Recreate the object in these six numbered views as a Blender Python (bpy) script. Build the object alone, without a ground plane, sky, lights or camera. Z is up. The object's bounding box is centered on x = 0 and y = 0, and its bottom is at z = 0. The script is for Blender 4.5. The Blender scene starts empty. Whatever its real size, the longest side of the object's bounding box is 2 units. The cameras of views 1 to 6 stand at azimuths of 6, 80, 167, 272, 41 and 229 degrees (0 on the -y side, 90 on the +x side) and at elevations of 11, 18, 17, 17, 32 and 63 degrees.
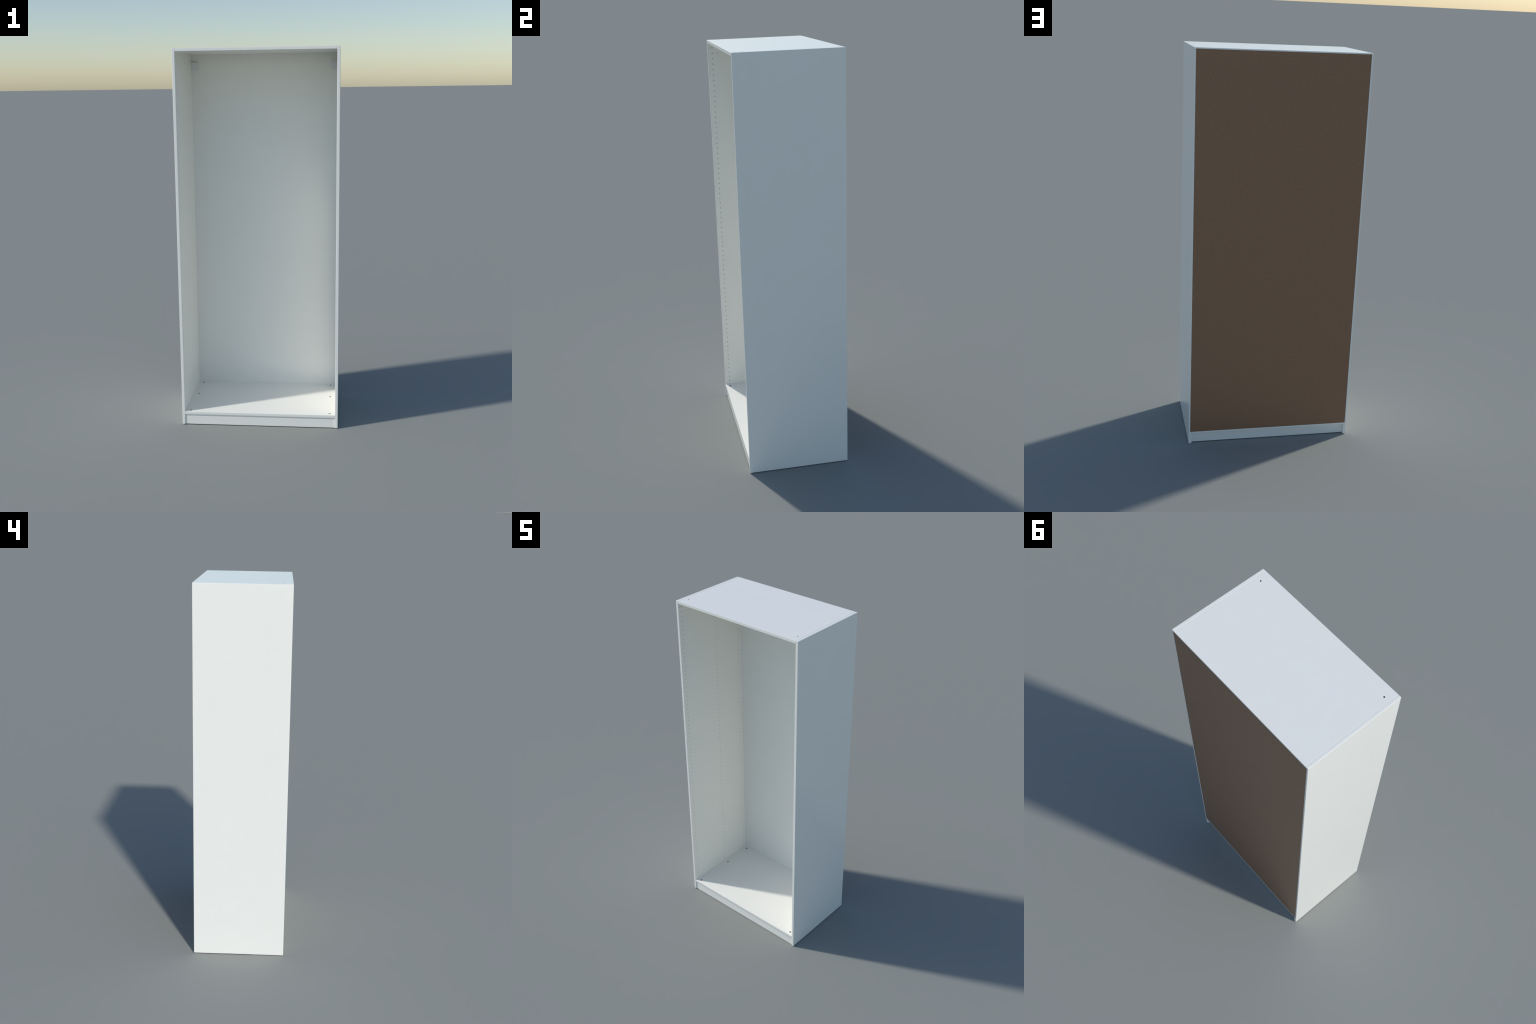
"""Open white wardrobe carcass: two drilled side panels, top and floor boards,
front and rear plinths, a hardboard back, cam fittings and two corner brackets."""
import bpy, bmesh
from mathutils import Vector, Matrix

# ------------------------------------------------------------------ sizes (m)
UNIT = 0.846                    # model metres per real metre
HALF_W, HALF_D, HEIGHT = 0.4222, 0.2454, 2.0
SIDE_T = 0.0152                 # side panel thickness
BOARD_T = 0.0152                # top / floor board thickness
PLINTH_T = 0.0130
INNER = HALF_W - SIDE_T         # inner face of a side panel
FLOOR_TOP = 0.0725
BACK_X, BACK_Z0, BACK_Z1 = 0.4150, 0.0660, 1.9940
BACK_IN, BACK_OUT = 0.2425, 0.2449

PITCH = 0.032 * UNIT            # 32 mm hole system
ROW_Z0, ROWS = 0.0929, 70
COLUMNS = (-0.2218, 0.0328, 0.2218)
HOLE_R = 0.0020
CAM_X = 0.3778
CAM_R = 0.0056
GAP = 0.0002


# ------------------------------------------------------------------ materials
def new_material(name):
    m = bpy.data.materials.new(name)
    m.use_nodes = True
    nt = m.node_tree
    return m, nt, nt.nodes["Principled BSDF"]


def mottled(name, dark, light, scale, rough, bump=0.0, bump_scale=600.0, spec=0.5,
            lo=0.35, hi=0.65):
    m, nt, b = new_material(name)
    co = nt.nodes.new("ShaderNodeTexCoord")
    n = nt.nodes.new("ShaderNodeTexNoise")
    n.inputs["Scale"].default_value = scale
    n.inputs["Detail"].default_value = 4.0
    r = nt.nodes.new("ShaderNodeValToRGB")
    r.color_ramp.elements[0].position, r.color_ramp.elements[1].position = lo, hi
    r.color_ramp.elements[0].color = (*dark, 1)
    r.color_ramp.elements[1].color = (*light, 1)
    nt.links.new(co.outputs["Object"], n.inputs["Vector"])
    nt.links.new(n.outputs["Fac"], r.inputs["Fac"])
    nt.links.new(r.outputs["Color"], b.inputs["Base Color"])
    b.inputs["Roughness"].default_value = rough
    b.inputs["Specular IOR Level"].default_value = spec
    if bump > 0:
        f = nt.nodes.new("ShaderNodeTexNoise")
        f.inputs["Scale"].default_value = bump_scale
        f.inputs["Detail"].default_value = 2.0
        bp = nt.nodes.new("ShaderNodeBump")
        bp.inputs["Strength"].default_value = bump
        bp.inputs["Distance"].default_value = 0.0005
        nt.links.new(co.outputs["Object"], f.inputs["Vector"])
        nt.links.new(f.outputs["Fac"], bp.inputs["Height"])
        nt.links.new(bp.outputs["Normal"], b.inputs["Normal"])
    return m


WHITE = mottled("white_foil", (0.985, 0.978, 0.910), (0.993, 0.986, 0.918), 9.0, 0.21)
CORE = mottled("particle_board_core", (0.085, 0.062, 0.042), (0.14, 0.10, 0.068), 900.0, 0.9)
BROWN = mottled("brown_hardboard", (0.265, 0.148, 0.082), (0.315, 0.178, 0.100), 130.0, 0.38,
                bump=0.08, bump_scale=500.0, spec=0.5)
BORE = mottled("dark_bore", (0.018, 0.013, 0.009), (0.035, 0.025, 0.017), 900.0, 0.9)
PLASTIC = mottled("pale_grey_plastic", (0.87, 0.89, 0.89), (0.89, 0.91, 0.91), 60.0, 0.4)
ZINC = mottled("dull_zinc", (0.26, 0.25, 0.235), (0.34, 0.33, 0.31), 400.0, 0.5)
ZINC.node_tree.nodes["Principled BSDF"].inputs["Metallic"].default_value = 0.6
STEEL = mottled("dark_steel", (0.14, 0.14, 0.145), (0.18, 0.18, 0.185), 300.0, 0.4)


# ------------------------------------------------------------------ geometry
def link(name, bm, mats, parent=None):
    me = bpy.data.meshes.new(name)
    bmesh.ops.recalc_face_normals(bm, faces=bm.faces)
    bm.to_mesh(me)
    bm.free()
    for m in mats:
        me.materials.append(m)
    ob = bpy.data.objects.new(name, me)
    bpy.context.scene.collection.objects.link(ob)
    if parent:
        ob.parent = parent
    return ob


def add_box(bm, x0, x1, y0, y1, z0, z1):
    g = bmesh.ops.create_cube(bm, size=1.0)
    for v in g["verts"]:
        v.co = Vector(((x0 + x1) / 2 + v.co.x * (x1 - x0),
                       (y0 + y1) / 2 + v.co.y * (y1 - y0),
                       (z0 + z1) / 2 + v.co.z * (z1 - z0)))
    return g["verts"]


def bevelled_box(x0, x1, y0, y1, z0, z1, r, seg=2, lengthwise=False):
    bm = bmesh.new()
    add_box(bm, x0, x1, y0, y1, z0, z1)
    edges = [e for e in bm.edges if not lengthwise
             or abs(e.verts[0].co.x - e.verts[1].co.x) > 1e-6]
    bmesh.ops.bevel(bm, geom=edges, offset=r, segments=seg,
                    profile=0.5, affect='EDGES')
    return bm


def add_cylinder(bm, centre, axis, radius, depth, sides=16):
    rot = Vector((0, 0, 1)).rotation_difference(Vector(axis)).to_matrix().to_4x4()
    bmesh.ops.create_cone(bm, cap_ends=True, segments=sides, radius1=radius,
                          radius2=radius, depth=depth,
                          matrix=Matrix.Translation(centre) @ rot)


def carve(ob, cutter_bm):
    """Cut the volumes of cutter_bm out of ob; the cut faces take slot 1."""
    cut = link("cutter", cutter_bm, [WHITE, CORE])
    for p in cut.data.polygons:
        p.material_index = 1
    mod = ob.modifiers.new("carve", 'BOOLEAN')
    mod.operation, mod.solver, mod.object = 'DIFFERENCE', 'EXACT', cut
    dg = bpy.context.evaluated_depsgraph_get()
    me = bpy.data.meshes.new_from_object(ob.evaluated_get(dg))
    old = ob.data
    ob.modifiers.clear()
    ob.data = me
    me.name = old.name
    bpy.data.meshes.remove(old)
    cm = cut.data
    bpy.data.objects.remove(cut)
    bpy.data.meshes.remove(cm)


def rebate_cutter(bm):
    """Rear groove in which the hardboard back lies."""
    add_box(bm, -BACK_X - GAP, BACK_X + GAP, BACK_IN - GAP, HALF_D + 0.01,
            BACK_Z0 - GAP, BACK_Z1 + GAP)


root = bpy.data.objects.new("wardrobe_frame", None)
bpy.context.scene.collection.objects.link(root)
root["label"] = "tall open white wardrobe carcass with drilled sides and brown back"
root["category"] = "wardrobe"

# --- side panels: drilled inner face, rear rebate, slim chamfers
for s in (-1, 1):
    x0, x1 = sorted((s * INNER, s * HALF_W))
    ob = link("side_panel", bevelled_box(x0, x1, -HALF_D, HALF_D, 0.0, HEIGHT, 0.0016),
              [WHITE, CORE], root)
    cb = bmesh.new()
    rebate_cutter(cb)
    carve(ob, cb)
    if s < 0:                           # underside relieved behind the front foot
        cb = bmesh.new()
        add_box(cb, x0 - 0.01, x1 + 0.01, -0.0735, HALF_D + 0.01, -0.01, 0.0018)
        carve(ob, cb)
    for p in ob.data.polygons:          # the rebate stays white
        p.material_index = 0
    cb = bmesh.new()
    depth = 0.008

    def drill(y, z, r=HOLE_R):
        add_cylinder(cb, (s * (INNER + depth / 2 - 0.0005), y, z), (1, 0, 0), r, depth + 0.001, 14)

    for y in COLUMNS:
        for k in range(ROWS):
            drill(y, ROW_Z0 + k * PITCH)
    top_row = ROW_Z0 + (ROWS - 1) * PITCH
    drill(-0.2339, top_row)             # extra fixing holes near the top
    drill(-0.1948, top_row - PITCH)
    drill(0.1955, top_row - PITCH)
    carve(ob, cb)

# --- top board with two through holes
ob = link("top_board", bevelled_box(-INNER + GAP, INNER - GAP, -HALF_D, HALF_D,
                                    HEIGHT - BOARD_T, HEIGHT, 0.0012), [WHITE, CORE], root)
cb = bmesh.new()
rebate_cutter(cb)
carve(ob, cb)
for p in ob.data.polygons:
    p.material_index = 0
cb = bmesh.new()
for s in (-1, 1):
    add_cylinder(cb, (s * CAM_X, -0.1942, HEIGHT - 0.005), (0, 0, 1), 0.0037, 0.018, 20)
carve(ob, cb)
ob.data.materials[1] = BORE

# --- floor board: cam recesses at the ends, four pin holes along the front
ob = link("floor_board", bevelled_box(-INNER + GAP, INNER - GAP, -HALF_D, HALF_D,
                                      FLOOR_TOP - BOARD_T, FLOOR_TOP, 0.0012, lengthwise=True), [WHITE, CORE], root)
cb = bmesh.new()
rebate_cutter(cb)
carve(ob, cb)
for p in ob.data.polygons:
    p.material_index = 0
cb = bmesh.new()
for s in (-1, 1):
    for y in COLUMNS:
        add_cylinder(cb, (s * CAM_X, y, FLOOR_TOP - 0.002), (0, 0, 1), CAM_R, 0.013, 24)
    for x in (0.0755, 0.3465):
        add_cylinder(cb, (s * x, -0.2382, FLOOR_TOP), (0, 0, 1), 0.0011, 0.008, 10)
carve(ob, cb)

# --- cam fittings set down in their recesses
for s in (-1, 1):
    for y in COLUMNS:
        bm = bmesh.new()
        zt = FLOOR_TOP - 0.0022
        add_cylinder(bm, (0, 0, -0.0025), (0, 0, 1), CAM_R - 0.0004, 0.005, 24)
        cam = link("cam_fitting", bm, [ZINC, STEEL], root)
        cam.location = (s * CAM_X, y, zt)
        cb = bmesh.new()                # cross slot
        add_box(cb, -0.0034, 0.0034, -0.0006, 0.0006, -0.0015, 0.002)
        carve(cam, cb)
        cb = bmesh.new()
        add_box(cb, -0.0006, 0.0006, -0.0034, 0.0034, -0.0015, 0.002)
        carve(cam, cb)
        cam.data.materials.clear()
        cam.data.materials.append(ZINC)
        cam.data.materials.append(STEEL)

# --- plinths under the floor
link("front_plinth", bevelled_box(-INNER + GAP, INNER - GAP, -HALF_D + 0.0050,
                                  -HALF_D + 0.0050 + PLINTH_T, 0.0006,
                                  FLOOR_TOP - BOARD_T - GAP, 0.0005), [WHITE], root)
link("rear_plinth", bevelled_box(-INNER + GAP, INNER - GAP, 0.2286 - PLINTH_T, 0.2286,
                                 0.0005, FLOOR_TOP - BOARD_T - GAP, 0.0005), [WHITE], root)

# --- hardboard back: white foil inside, bare brown outside and on its edges
bm = bevelled_box(-BACK_X, BACK_X, BACK_IN, BACK_OUT, BACK_Z0, BACK_Z1, 0.0003, 1)
bmesh.ops.recalc_face_normals(bm, faces=bm.faces)
for f in bm.faces:
    f.material_index = 1 if f.normal.y < -0.9 else 0
link("back_panel", bm, [BROWN, WHITE], root)

# --- wall-fixing blocks in the upper rear corners, each with a fine screw slot
for s in (-1, 1):
    xa, xb = sorted((s * (INNER - GAP), s * (INNER - 0.0375)))
    y0 = BACK_IN - 0.0130
    br = link("wall_bracket", bevelled_box(xa, xb, y0, BACK_IN - GAP, 1.9000, 1.9425, 0.0010),
              [PLASTIC, PLASTIC], root)
    cb = bmesh.new()
    xs = s * (INNER - 0.0198)
    add_box(cb, xs - 0.0006, xs + 0.0006, y0 - 0.001, y0 + 0.0015, 1.9195, 1.9270)
    carve(br, cb)
    br.data.materials.clear()
    br.data.materials.append(PLASTIC)
    br.data.materials.append(PLASTIC)
